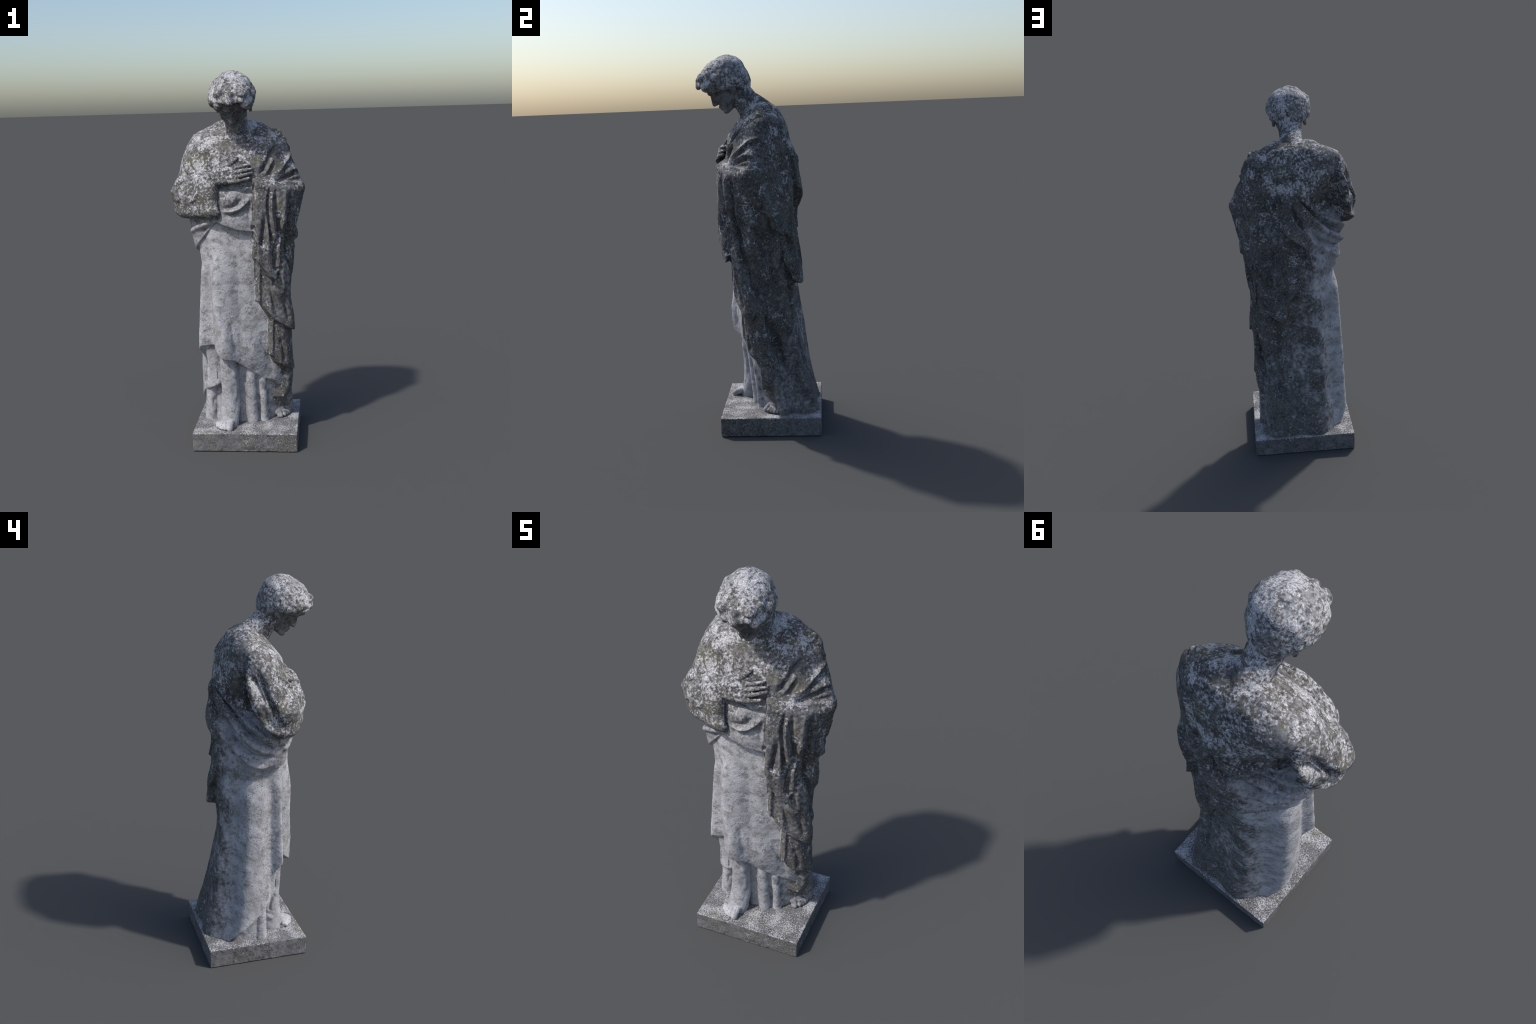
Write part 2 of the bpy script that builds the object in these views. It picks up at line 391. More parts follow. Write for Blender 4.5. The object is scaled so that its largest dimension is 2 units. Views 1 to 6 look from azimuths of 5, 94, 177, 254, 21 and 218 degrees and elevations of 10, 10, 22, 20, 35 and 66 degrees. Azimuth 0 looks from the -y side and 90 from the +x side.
def build_hair():
    def warp(p):
        x, f, h = p[..., 0], p[..., 1], p[..., 2]
        low = np.interp(f, [-.15,-.07,-.04,-.01,.02,.06,.09,.11,.15], [-.2,-.2,-.06,-.038,-.026,-.006,.042,.066,.080])
        w = .022
        u = np.clip((h - (low - .012)) / w, -30, 30)
        h2 = low - .012 + w*np.log1p(np.exp(u))
        k = 1 - .16/(1 + np.exp(u*1.2))
        f = np.where(f < 0, f*.9, f*1.03)
        full = 1 + .12*np.sin(np.pi*np.clip(h, 0, .138)/.138)                      # broad crown
        nape = 1 - .14*smoothstep(0, -.09, f)*smoothstep(.03, -.06, h)
        return np.stack([x*k*(.55 + .45*full)*nape, f*k*full, h2], -1)
    c = np.cos(TILT); s = np.sin(TILT)
    # nearly spherical cap of hair, flattened underneath into a heavy fringe
    ellipsoid("hair", HEAD_O + (-.003, .003, -.002), (.120, .142, .136), HEAD_AX, warp, n=120)
    for sx in (-1, 1):
        for f, h, r in ((.080,.038,.034), (.052,.012,.034), (.018,-.008,.032)):
            ellipsoid("hair", hp(sx*(.083 - .35*max(0, f - .03)) + .003, f, h), (.7*r, r, r), HEAD_AX)   # side curls
    for x in (-.05, 0, .05):
        ellipsoid("hair", hp(x, .090 - abs(x)*.25, .086), (.036, .026, .028), HEAD_AX)


def build_neck():
    tube("neck", [(.0,.06,1.64), (-.003,.026,1.70), (-.005,-.030,1.750), (-.006,-.085,1.81)], [.085,.066,.060,.064], up=(1, 0, 0), n=48)
    tube("neck", [(-.002,-.012,1.66), (-.004,-.040,1.71), (-.005,-.085,1.765)], [.06,.05,.04], up=(1, 0, 0))
    for x, rx in ((-.082, .060), (.075, .050)):                                    # slope of the shoulders
        ellipsoid("torso", (x, .046, 1.715), (rx, .042, .036))
    tube("neck", [(.0,.070,1.685), (.0,.036,1.725), (.0,-.03,1.775)], [.055,.045,.04], up=(1, 0, 0))


def build_feet():
    # right foot, forward
    tube("foot#right", [(-.10,-.07,.165), (-.10,-.11,.145), (-.10,-.14,.122)], [.04,.036,.026], up=(1, 0, 0), squash=.75)
    ellipsoid("foot#right", (-.105,-.128,.112), (.046,.040,.02))
    right = ((-.071,-.150,-.073,-.188,.0175), (-.100,-.155,-.099,-.189,.0100), (-.1175,-.150,-.116,-.182,.0092), (-.133,-.142,-.131,-.172,.0086), (-.147,-.130,-.145,-.158,.0080))
    for n, (x0, y0, x1, y1, r) in enumerate(right):
        tube("toe#right%d" % n, [(x0,y0,.128), ((x0+x1)/2,(y0+y1)/2,.124), (x1,y1,.112)], [r,r,r], up=(1, 0, 0), step=.004)
    # left foot, turned outwards under the falling cloth
    tube("foot#left", [(.15,.08,.15), (.182,.062,.14), (.195,.052,.122)], [.035,.03,.024], up=(0, 1, 0), squash=.8)
    left = ((.172,.035,.188,.008,.0160), (.191,.05,.214,.024,.0100), (.200,.063,.225,.040,.0094), (.206,.076,.233,.056,.0088), (.210,.088,.237,.073,.0082))
    for n, (x0, y0, x1, y1, r) in enumerate(left):
        tube("toe#left%d" % n, [(x0,y0,.130), ((x0+x1)/2,(y0+y1)/2,.125), (x1,y1,.112)], [r,r,r], up=(1, 0, 0), step=.004)


# --------------------------------------------------------------- fusing and carving
def mesh_from(name, verts, faces):
    me = bpy.data.meshes.new(name)
    me.from_pydata([tuple(v) for v in verts], [], faces)
    me.update()
    return me


def fuse():
    """One skin over all the solids; returns vertices, quads and the part of every face."""
    V, F, part_of, names = [], [], [], []
    base = 0
    for part, v, f in SOLIDS:
        if part not in names:
            names.append(part)
        V.append(v); F += [tuple(i + base for i in t) for t in f]
        part_of += [names.index(part)] * len(f)
        base += len(v)
    V = np.vstack(V)
    me = mesh_from("solids", V, F)
    bvh = BVHTree.FromPolygons([Vector(v) for v in V], F)
    ob = bpy.data.objects.new("solids", me)
    bpy.context.scene.collection.objects.link(ob)
    mod = ob.modifiers.new("fuse", "REMESH")
    mod.mode = 'VOXEL'; mod.voxel_size = VOXEL; mod.adaptivity = 0
    dg = bpy.context.evaluated_depsgraph_get()
    ev = ob.evaluated_get(dg)
    skin = bpy.data.meshes.new_from_object(ev)
    bpy.data.objects.remove(ob); bpy.data.meshes.remove(me)
    n = len(skin.vertices)
    co = np.empty(n*3); skin.vertices.foreach_get("co", co); co = co.reshape(-1, 3)
    q = np.empty(len(skin.loops), int); skin.loops.foreach_get("vertex_index", q)
    tot = np.empty(len(skin.polygons), int); skin.polygons.foreach_get("loop_total", tot)
    assert (tot == 4).all()
    q = q.reshape(-1, 4)
    bpy.data.meshes.remove(skin)
    return co, q, bvh, np.array(part_of), names


def keep_largest(co, q):
    """Drop enclosed bubbles: keep the connected piece with the most vertices."""
    lab = np.arange(len(co))
    e = np.vstack([q[:, [0, 1]], q[:, [1, 2]], q[:, [2, 3]], q[:, [3, 0]]])
    while True:
        m = np.minimum(lab[e[:, 0]], lab[e[:, 1]])
        new = lab.copy()
        np.minimum.at(new, e[:, 0], m); np.minimum.at(new, e[:, 1], m)
        new = new[new]; new = new[new]
        if (new == lab).all():
            break
        lab = new
    ids, cnt = np.unique(lab, return_counts=True)
    keep = lab == ids[cnt.argmax()]
    idx = -np.ones(len(co), int); idx[keep] = np.arange(keep.sum())
    q = q[keep[q[:, 0]]]
    return co[keep], idx[q]


class Skin:
    def __init__(self, co, quads):
        self.co, self.q = co, quads
        e = np.vstack([quads[:, [0, 1]], quads[:, [1, 2]], quads[:, [2, 3]], quads[:, [3, 0]]])
        self.e = e
        self.deg = np.bincount(e.ravel(), minlength=len(co)).astype(float)

    def mean(self, x):
        out = np.empty_like(x)
        for k in range(x.shape[1]):
            out[:, k] = (np.bincount(self.e[:, 0], x[self.e[:, 1], k], len(x)) + np.bincount(self.e[:, 1], x[self.e[:, 0], k], len(x)))
        return out / self.deg[:, None]

    def normals(self, smooth=0):
        p = self.co[self.q]
        fn = np.cross(p[:, 2] - p[:, 0], p[:, 3] - p[:, 1])
        n = np.zeros_like(self.co)
        for k in range(4):
            for a in range(3):
                n[:, a] += np.bincount(self.q[:, k], fn[:, a], len(n))
        n /= np.linalg.norm(n, axis=1)[:, None] + 1e-12
        for _ in range(smooth):
            n = .5*n + .5*self.mean(n)
        return n / (np.linalg.norm(n, axis=1)[:, None] + 1e-12)

    def relax(self, times, amount=.5):
        for _ in range(times):
            self.co = self.co + amount*(self.mean(self.co) - self.co)

    def stroke(self, pts, depth, width, kind="ridge", ends=(1, 1), normals=None, bvh=None):
        """Carve along a curve. ridge: rounded swelling (negative depth: groove).
        step: cloth edge, the side on the left of the stroke (seen from outside) stands proud."""
        p = spline(pts)
        if bvh is not None:
            p = np.array([bvh.find_nearest(Vector(x))[0] for x in p])
        reach = width * 2.6
        m = np.all((self.co > p.min(0) - reach) & (self.co < p.max(0) + reach), axis=1)
        idx = np.nonzero(m)[0]
        if not len(idx):
            return
        c = self.co[idx]
        best = np.full(len(idx), 1e9); who = np.zeros(len(idx), int)
        for k in range(len(p)):
            d2 = ((c - p[k])**2).sum(1)
            b = d2 < best
            best[b] = d2[b]; who[b] = k
        d = np.sqrt(best)
        near = d < reach
        idx, d, who, c = idx[near], d[near], who[near], c[near]
        if not len(idx):
            return
        nv = normals[idx]
        tan = np.gradient(p, axis=0); tan /= np.linalg.norm(tan, axis=1)[:, None] + 1e-9
        pn = np.zeros_like(p)
        for a in range(3):
            pn[:, a] = np.bincount(who, nv[:, a]*np.exp(-(d/width)**2), len(p))
        for _ in range(4):
            pn = (np.roll(pn, 1, 0) + pn + np.roll(pn, -1, 0)) / 3
        pn /= np.linalg.norm(pn, axis=1)[:, None] + 1e-9
        face = smoothstep(-.1, .35, (nv * pn[who]).sum(1))
        t = who / (len(p) - 1)
        fade = np.ones(len(idx))
        if ends[0]: fade *= smoothstep(0, .25*ends[0], t + .02)
        if ends[1]: fade *= smoothstep(0, .25*ends[1], 1.02 - t)
        if kind == "ridge":
            amt = np.exp(-(d/width)**2)
        else:
            side = ((c - p[who]) * np.cross(pn[who], tan[who])).sum(1)
            lift = smoothstep(-.0025, .0025, side)
            amt = lift * np.exp(-(np.maximum(side, 0)/width)**2) - .35*(1 - lift)*np.exp(-(side/(.4*width))**2)
            # nothing past the stroke's own ends
            over = np.abs(((c - p[who]) * tan[who]).sum(1))
            amt *= np.exp(-(over/.01)**2)
        self.co[idx] += nv * (depth * amt * fade * face)[:, None]


# fold strokes on the cloth: (kind, depth, width, fade at ends, points on the surface)
STROKES = [
    ("ridge", 0.021, .014, (1,1), [(0.026,0.183,1.551),(-0.006,0.189,1.504),(-0.054,0.177,1.445),(-0.107,0.134,1.385),(-0.176,0.095,1.324),(-0.263,-0.017,1.235)]),
    ("ridge", 0.021, .014, (1,1), [(0.061,0.181,1.552),(0.020,0.190,1.496),(-0.028,0.188,1.430),(-0.093,0.159,1.347),(-0.165,0.124,1.265),(-0.257,-0.013,1.164)]),
    ("ridge", -0.030, .010, (1,1), [(0.014,0.190,1.506),(-0.034,0.184,1.449),(-0.105,0.141,1.361),(-0.184,0.104,1.283),(-0.261,-0.015,1.199)]),
    ("ridge", -0.030, .016, (1,1), [(0.022,0.199,1.457),(0.006,0.211,1.392),(-0.022,0.204,1.330),(-0.052,0.193,1.287)]),
    ("ridge", 0.021, .020, (1,1), [(0.056,0.183,1.547),(0.045,0.190,1.487),(0.024,0.211,1.430),(0.002,0.211,1.360),(-0.026,0.202,1.287),(-0.086,0.178,1.219),(-0.151,0.138,1.161)]),
    ("ridge", -0.010, .016, (1,1), [(0.094,0.183,1.488),(0.102,0.182,1.410),(0.097,0.193,1.335)]),
    ("ridge", 0.013, .014, (1,1), [(0.161,0.141,1.660),(0.140,0.166,1.538),(0.124,0.176,1.467),(0.117,0.176,1.404)]),
    ("ridge", 0.010, .014, (1,1), [(0.203,0.142,1.545),(0.183,0.141,1.460),(0.158,0.150,1.377),(0.143,0.175,1.305)]),
    ("ridge", -0.015, .022, (1,1), [(0.264,0.078,1.333),(0.244,0.093,1.255),(0.227,0.083,1.112),(0.228,0.056,0.987),(0.231,0.053,0.928)]),
    ("ridge", 0.021, .012, (1,1), [(0.229,0.108,1.336),(0.205,0.120,1.235),(0.182,0.134,1.101),(0.167,0.151,1.023),(0.150,0.174,0.975)]),
    ("ridge", 0.010, .016, (1,1), [(0.169,0.143,1.349),(0.137,0.186,1.228),(0.114,0.196,1.094)]),
    ("ridge", -0.006, .007, (1,1), [(0.061,0.118,1.713),(0.067,0.157,1.642),(0.067,0.177,1.572)]),
    ("ridge", 0.021, .010, (1,1), [(-0.184,0.149,1.598),(-0.176,0.132,1.506),(-0.171,0.091,1.414),(-0.161,0.097,1.353)]),
    ("ridge", -0.034, .020, (1,1), [(-0.213,0.125,1.553),(-0.204,0.081,1.462),(-0.194,0.063,1.366)]),
    ("ridge", 0.017, .012, (1,1), [(-0.238,0.105,1.613),(-0.263,0.089,1.524),(-0.286,0.056,1.433),(-0.317,0.016,1.353)]),
    ("ridge", -0.022, .014, (1,1), [(-0.269,0.087,1.575),(-0.299,0.048,1.494),(-0.322,0.026,1.421)]),
    ("ridge", 0.012, .016, (1,1), [(.224,.115,.77),(.205,.150,.64),(.193,.185,.44),(.183,.225,.23),(.188,.280,.12)]),
    ("ridge", -0.007, .012, (1,1), [(0.112,0.244,0.370),(0.090,0.269,0.238),(0.066,0.292,0.120)]),
    ("ridge", 0.006, .010, (1,1), [(0.088,0.263,0.264),(0.075,0.278,0.184),(0.057,0.292,0.114)]),
    ("ridge", 0.007, .026, (1,1), [(-0.093,0.171,0.736),(-0.100,0.194,0.552),(-0.111,0.217,0.334),(-0.113,0.252,0.191)]),
    ("step", .010, .030, (0,0), [(0.103,-0.020,1.714),(0.095,-0.070,1.675),(0.084,-0.112,1.633),(0.071,-0.137,1.596),(0.065,-0.149,1.574)]),
    ("ridge", -0.008, .006, (1,1), [(0.112,-0.035,1.696),(0.115,-0.090,1.647),(0.116,-0.135,1.583)]),
    ("ridge", 0.006, .010, (1,1), [(0.123,-0.135,1.579),(0.125,-0.145,1.536),(0.118,-0.151,1.498)]),
    ("ridge", -0.020, .010, (1,1), [(0.208,-0.053,1.623),(0.189,-0.092,1.593),(0.167,-0.125,1.548),(0.147,-0.140,1.510),(0.113,-0.156,1.464)]),
    ("ridge", 0.009, .009, (1,1), [(0.194,-0.104,1.555),(0.180,-0.119,1.533),(0.167,-0.131,1.505),(0.153,-0.140,1.478)]),
    ("ridge", -0.016, .010, (1,1), [(0.196,-0.107,1.537),(0.178,-0.126,1.499),(0.157,-0.140,1.458)]),
    ("ridge", 0.012, .013, (1,1), [(0.269,0.049,1.578),(0.259,-0.032,1.542),(0.237,-0.077,1.506),(0.211,-0.107,1.481),(0.188,-0.123,1.467)]),
    ("ridge", -0.014, .013, (1,1), [(0.278,0.038,1.549),(0.266,-0.029,1.530),(0.242,-0.077,1.495),(0.231,-0.093,1.478)]),
    ("ridge", 0.010, .012, (1,1), [(0.306,0.003,1.480),(0.286,-0.032,1.488),(0.264,-0.063,1.477),(0.242,-0.087,1.468)]),
    ("ridge", -0.022, .012, (1,1), [(0.311,-0.006,1.471),(0.275,-0.060,1.465),(0.242,-0.096,1.448),(0.193,-0.136,1.436)]),
    ("ridge", -0.012, .010, (1,1), [(0.329,-0.017,1.439),(0.291,-0.063,1.439),(0.260,-0.092,1.433)]),
    ("ridge", 0.010, .012, (1,1), [(0.097,-0.164,1.452),(0.158,-0.158,1.432),(0.213,-0.138,1.422),(0.280,-0.080,1.427),(0.314,-0.060,1.417)]),
    ("ridge", -0.012, .014, (1,1), [(0.231,0.014,1.666),(0.219,-0.024,1.647),(0.210,-0.048,1.627)]),
    ("ridge", 0.016, .014, (1,1), [(0.175,0.020,1.705),(0.210,0.026,1.687),(0.233,0.037,1.675)]),
    ("ridge", 0.008, .014, (1,1), [(0.234,-0.012,1.635),(0.256,0.017,1.614),(0.268,0.049,1.584)]),
    ("ridge", -0.024, .012, (1,1), [(0.154,-0.217,1.277),(0.145,-0.204,1.216),(0.124,-0.188,1.140),(0.110,-0.180,1.079),(0.100,-0.150,1.013)]),
    ("ridge", -0.024, .008, (1,1), [(0.168,-0.165,1.421),(0.174,-0.204,1.363),(0.176,-0.217,1.306),(0.177,-0.196,1.215),(0.178,-0.168,1.091)]),
    ("ridge", 0.012, .010, (1,1), [(0.158,-0.209,1.247),(0.157,-0.187,1.154),(0.148,-0.172,1.062)]),
    ("ridge", -0.022, .010, (1,1), [(0.203,-0.161,1.406),(0.213,-0.193,1.331),(0.222,-0.173,1.230),(0.235,-0.141,1.125)]),
    ("ridge", -0.021, .012, (1,1), [(0.272,-0.106,1.400),(0.281,-0.126,1.322),(0.272,-0.118,1.222),(0.257,-0.118,1.121)]),
    ("ridge", 0.012, .012, (1,1), [(0.184,-0.181,1.396),(0.187,-0.211,1.301),(0.193,-0.185,1.199),(0.205,-0.155,1.094)]),
    ("ridge", 0.012, .014, (1,1), [(0.244,-0.135,1.397),(0.252,-0.159,1.294),(0.249,-0.140,1.192)]),
    ("ridge", -0.021, .012, (1,1), [(0.187,-0.163,1.084),(0.188,-0.152,0.995),(0.180,-0.133,0.859)]),
    ("ridge", 0.012, .016, (1,1), [(0.224,-0.134,1.042),(0.228,-0.122,0.930),(0.218,-0.111,0.816)]),
    ("ridge", -0.019, .008, (1,1), [(0.238,-0.165,1.255),(0.194,-0.162,1.098),(0.170,-0.157,0.972)]),
    ("ridge", 0.012, .008, (1,1), [(0.247,-0.156,1.256),(0.218,-0.152,1.121),(0.192,-0.145,0.955)]),
    ("ridge", -0.034, .020, (1,1), [(0.267,-0.124,1.214),(0.265,-0.112,1.147),(0.265,-0.086,1.027),(0.283,-0.057,0.930),(0.284,-0.037,0.849),(0.282,-0.009,0.767),(0.280,0.019,0.684)]),
    ("ridge", 0.013, .013, (1,1), [(0.278,-0.121,1.266),(0.278,-0.094,1.168),(0.271,-0.069,1.044),(0.286,-0.040,0.950)]),
    ("ridge", 0.018, .016, (1,1), [(0.285,-0.063,1.137),(0.275,-0.013,1.051),(0.263,0.021,0.952),(0.237,0.048,0.873)]),
    ("ridge", -0.021, .022, (1,1), [(0.311,-0.033,1.237),(0.307,-0.004,1.216),(0.281,0.032,1.188)]),
    ("ridge", 0.015, .018, (1,1), [(0.294,-0.060,1.189),(0.292,-0.016,1.140),(0.276,0.026,1.133)]),
    ("ridge", -0.012, .020, (1,1), [(0.268,0.028,1.104),(0.247,0.038,1.001),(0.232,0.052,0.896)]),
    ("step", .014, .035, (0,0), [(0.306,0.026,1.281),(0.287,0.034,1.232),(0.261,0.050,1.181),(0.227,0.084,1.120),(0.196,0.116,1.066),(0.178,0.138,1.034)]),
    ("ridge", -0.011, .006, (1,1), [(0.245,0.054,1.127),(0.228,0.057,1.033),(0.224,0.059,0.935),(0.215,0.070,0.815)]),
    ("step", .008, .030, (0,1), [(0.178,0.138,1.030),(0.180,0.111,0.933),(0.210,0.086,0.871),(0.214,0.072,0.815)]),
    ("ridge", -0.015, .024, (1,1), [(0.182,0.136,1.187),(0.169,0.148,1.085),(0.156,0.164,1.001),(0.159,0.161,0.920)]),
    ("ridge", 0.012, .008, (1,1), [(0.284,-0.044,0.878),(0.284,-0.023,0.796),(0.283,-0.010,0.735)]),
    ("ridge", -0.042, .024, (1,1), [(0.273,0.025,0.725),(0.255,0.051,0.617),(0.225,0.074,0.525),(0.217,0.099,0.438),(0.221,0.124,0.354),(0.221,0.142,0.268)]),
    ("ridge", 0.015, .020, (1,1), [(0.260,0.046,0.672),(0.219,0.075,0.570),(0.213,0.111,0.458)]),
    ("ridge", -0.009, .007, (1,1), [(0.158,0.144,0.631),(0.151,0.170,0.574),(0.150,0.192,0.505)]),
    ("ridge", -0.015, .012, (1,1), [(0.283,-0.026,0.826),(0.282,-0.013,0.769),(0.280,0.001,0.716)]),
    ("ridge", -0.013, .010, (1,1), [(-0.216,-0.191,1.470),(-0.271,-0.152,1.462),(-0.314,-0.135,1.437),(-0.345,-0.087,1.409)]),
    ("ridge", 0.006, .008, (1,1), [(-0.191,-0.233,1.412),(-0.219,-0.218,1.373),(-0.239,-0.194,1.335)]),
    ("ridge", 0.006, .012, (1,1), [(-0.264,-0.188,1.400),(-0.290,-0.171,1.372),(-0.324,-0.122,1.340)]),
    ("ridge", 0.007, .012, (1,1), [(-0.219,-0.195,1.452),(-0.194,-0.203,1.467),(-0.151,-0.209,1.476),(-0.112,-0.214,1.481)]),
    ("ridge", -0.011, .013, (1,1), [(-0.269,-0.067,1.563),(-0.244,-0.120,1.521),(-0.214,-0.188,1.475)]),
    ("ridge", -0.007, .020, (1,1), [(-0.186,-0.106,1.593),(-0.195,-0.125,1.535),(-0.183,-0.192,1.484)]),
    ("ridge", 0.013, .016, (1,1), [(-0.283,-0.062,1.548),(-0.263,-0.114,1.512),(-0.250,-0.147,1.481)]),
    ("ridge", 0.006, .010, (1,1), [(-0.189,-0.229,1.428),(-0.220,-0.218,1.372),(-0.261,-0.177,1.321)]),
    ("ridge", -0.026, .014, (1,1), [(-0.274,0.064,1.603),(-0.299,0.032,1.523),(-0.334,0.003,1.432),(-0.338,-0.050,1.330),(-0.335,-0.079,1.304)]),
    ("ridge", 0.029, .014, (1,1), [(-0.266,0.088,1.583),(-0.272,0.077,1.487),(-0.292,0.043,1.378),(-0.313,-0.005,1.307),(-0.332,-0.067,1.273)]),
    ("ridge", -0.023, .012, (1,1), [(-0.234,0.106,1.558),(-0.202,0.084,1.463),(-0.208,0.045,1.381),(-0.272,0.023,1.317),(-0.262,-0.007,1.264)]),
    ("ridge", 0.017, .012, (1,1), [(-0.206,0.131,1.553),(-0.167,0.128,1.484),(-0.153,0.104,1.412),(-0.180,0.078,1.363),(-0.215,0.040,1.342)]),
    ("ridge", 0.021, .012, (1,1), [(-0.056,0.181,1.474),(-0.101,0.139,1.387),(-0.178,0.091,1.329),(-0.246,0.029,1.269),(-0.264,-0.034,1.221),(-0.262,-0.063,1.190)]),
    ("ridge", -0.033, .009, (1,1), [(-0.068,0.164,1.407),(-0.150,0.118,1.323),(-0.226,0.064,1.259),(-0.258,-0.002,1.201),(-0.261,-0.057,1.169)]),
    ("ridge", 0.021, .012, (1,1), [(-0.024,0.187,1.452),(-0.079,0.167,1.355),(-0.166,0.122,1.273),(-0.234,0.052,1.198),(-0.260,-0.050,1.159)]),
    ("ridge", -0.022, .012, (1,1), [(-0.066,0.185,1.325),(-0.123,0.159,1.242),(-0.192,0.102,1.175),(-0.243,0.027,1.143),(-0.259,-0.064,1.147)]),
    ("ridge", 0.013, .016, (1,1), [(-0.098,0.174,1.243),(-0.149,0.139,1.172),(-0.206,0.086,1.115),(-0.237,0.012,1.091),(-0.252,-0.067,1.109)]),
    ("ridge", 0.014, .026, (1,1), [(-0.045,-0.169,1.375),(-0.019,-0.171,1.354),(0.002,-0.175,1.345)]),
    ("ridge", -0.014, .010, (1,1), [(-0.076,-0.180,1.315),(-0.034,-0.184,1.309),(-0.004,-0.185,1.326),(0.026,-0.177,1.354)]),
    ("ridge", 0.018, .012, (1,1), [(-0.071,-0.180,1.297),(-0.014,-0.186,1.294),(0.026,-0.188,1.314),(0.056,-0.186,1.343),(0.077,-0.188,1.363)]),
    ("ridge", -0.012, .015, (1,1), [(-0.071,-0.180,1.276),(-0.014,-0.185,1.276),(0.031,-0.187,1.290),(0.055,-0.190,1.311)]),
    ("ridge", -0.013, .010, (1,1), [(-0.062,-0.169,1.414),(0.003,-0.171,1.395),(0.058,-0.191,1.384),(0.087,-0.193,1.375)]),
    ("ridge", -0.005, .005, (1,1), [(0.065,-0.189,1.334),(0.060,-0.185,1.274),(0.066,-0.173,1.225)]),
    ("ridge", 0.006, .007, (1,1), [(0.080,-0.189,1.340),(0.079,-0.186,1.286),(0.078,-0.172,1.231)]),
    ("ridge", -0.016, .010, (1,1), [(0.065,-0.167,1.203),(0.077,-0.164,1.203),(0.083,-0.158,1.202)]),
    ("ridge", 0.015, .015, (0,1), [(-0.252,-0.105,1.184),(-0.191,-0.156,1.215),(-0.127,-0.172,1.240)]),
    ("ridge", -0.013, .012, (1,1), [(-0.252,-0.094,1.219),(-0.183,-0.160,1.236),(-0.098,-0.208,1.262)]),
    ("ridge", -0.006, .012, (1,1), [(-0.213,-0.143,1.171),(-0.160,-0.168,1.201),(-0.116,-0.173,1.234)]),
    ("ridge", 0.013, .022, (1,1), [(-0.117,-0.164,1.088),(-0.129,-0.167,0.943),(-0.139,-0.162,0.794),(-0.089,-0.175,0.617),(-0.056,-0.169,0.517)]),
    ("ridge", -0.007, .016, (1,1), [(-0.051,-0.161,0.703),(-0.033,-0.158,0.582),(-0.022,-0.149,0.503)]),
    ("ridge", -0.009, .008, (1,1), [(0.086,-0.096,0.594),(0.127,-0.080,0.512),(0.161,-0.054,0.427)]),
    ("ridge", -0.010, .006, (0,0), [(0.060,-0.068,0.374),(0.064,-0.051,0.276),(0.073,-0.030,0.179),(0.073,-0.032,0.118)]),
    ("ridge", -0.010, .010, (1,1), [(-0.133,-0.115,0.459),(-0.135,-0.104,0.338),(-0.152,-0.048,0.230),(-0.172,-0.031,0.156)]),
    ("ridge", 0.006, .012, (1,1), [(-0.067,-0.119,0.439),(-0.046,-0.109,0.340),(-0.041,-0.107,0.230)]),
    ("ridge", -0.006, .016, (1,1), [(-0.007,-0.067,0.387),(-0.011,-0.059,0.279),(-0.011,-0.054,0.166)]),
    ("ridge", -0.018, .015, (1,1), [(.150,-.160,.93),(.165,-.150,.86),(.185,-.140,.79),(.20,-.125,.72)]),
    ("ridge", -0.015, .014, (1,1), [(.225,-.11,.85),(.24,-.095,.76),(.255,-.08,.67)]),
    ("ridge", -0.015, .014, (1,1), [(.205,-.075,.60),(.215,-.065,.52),(.225,-.05,.44)]),
    ("ridge", 0.010, .012, (1,1), [(.10,.165,1.20),(.12,.160,1.05),(.125,.17,.92),(.12,.19,.83)]),
    ("ridge", -0.010, .016, (1,1), [(.06,.17,1.10),(.07,.17,.98),(.085,.18,.88)]),
    ("ridge", -0.024, .020, (1,1), [(.165,.130,.95),(.150,.135,.87),(.120,.155,.70),(.125,.175,.55),(.133,.2,.41),(.145,.23,.25)]),
]


def value_noise(co, scale, seed):
    """Cheap smooth 3D noise in -1..1 on a random lattice."""
    r = np.random.default_rng(seed)
    p = co / scale + r.uniform(0, 50, 3)
    i = np.floor(p).astype(int); f = p - i; f = f*f*(3 - 2*f)
    table = r.uniform(-1, 1, 4096)
    out = 0
    for dx in (0, 1):
        for dy in (0, 1):
            for dz in (0, 1):
                h = ((i[:, 0]+dx)*73856093 ^ (i[:, 1]+dy)*19349663 ^ (i[:, 2]+dz)*83492791) & 4095
                w = (f[:, 0] if dx else 1-f[:, 0])*(f[:, 1] if dy else 1-f[:, 1])*(f[:, 2] if dz else 1-f[:, 2])
                out = out + w*table[h]
    return out


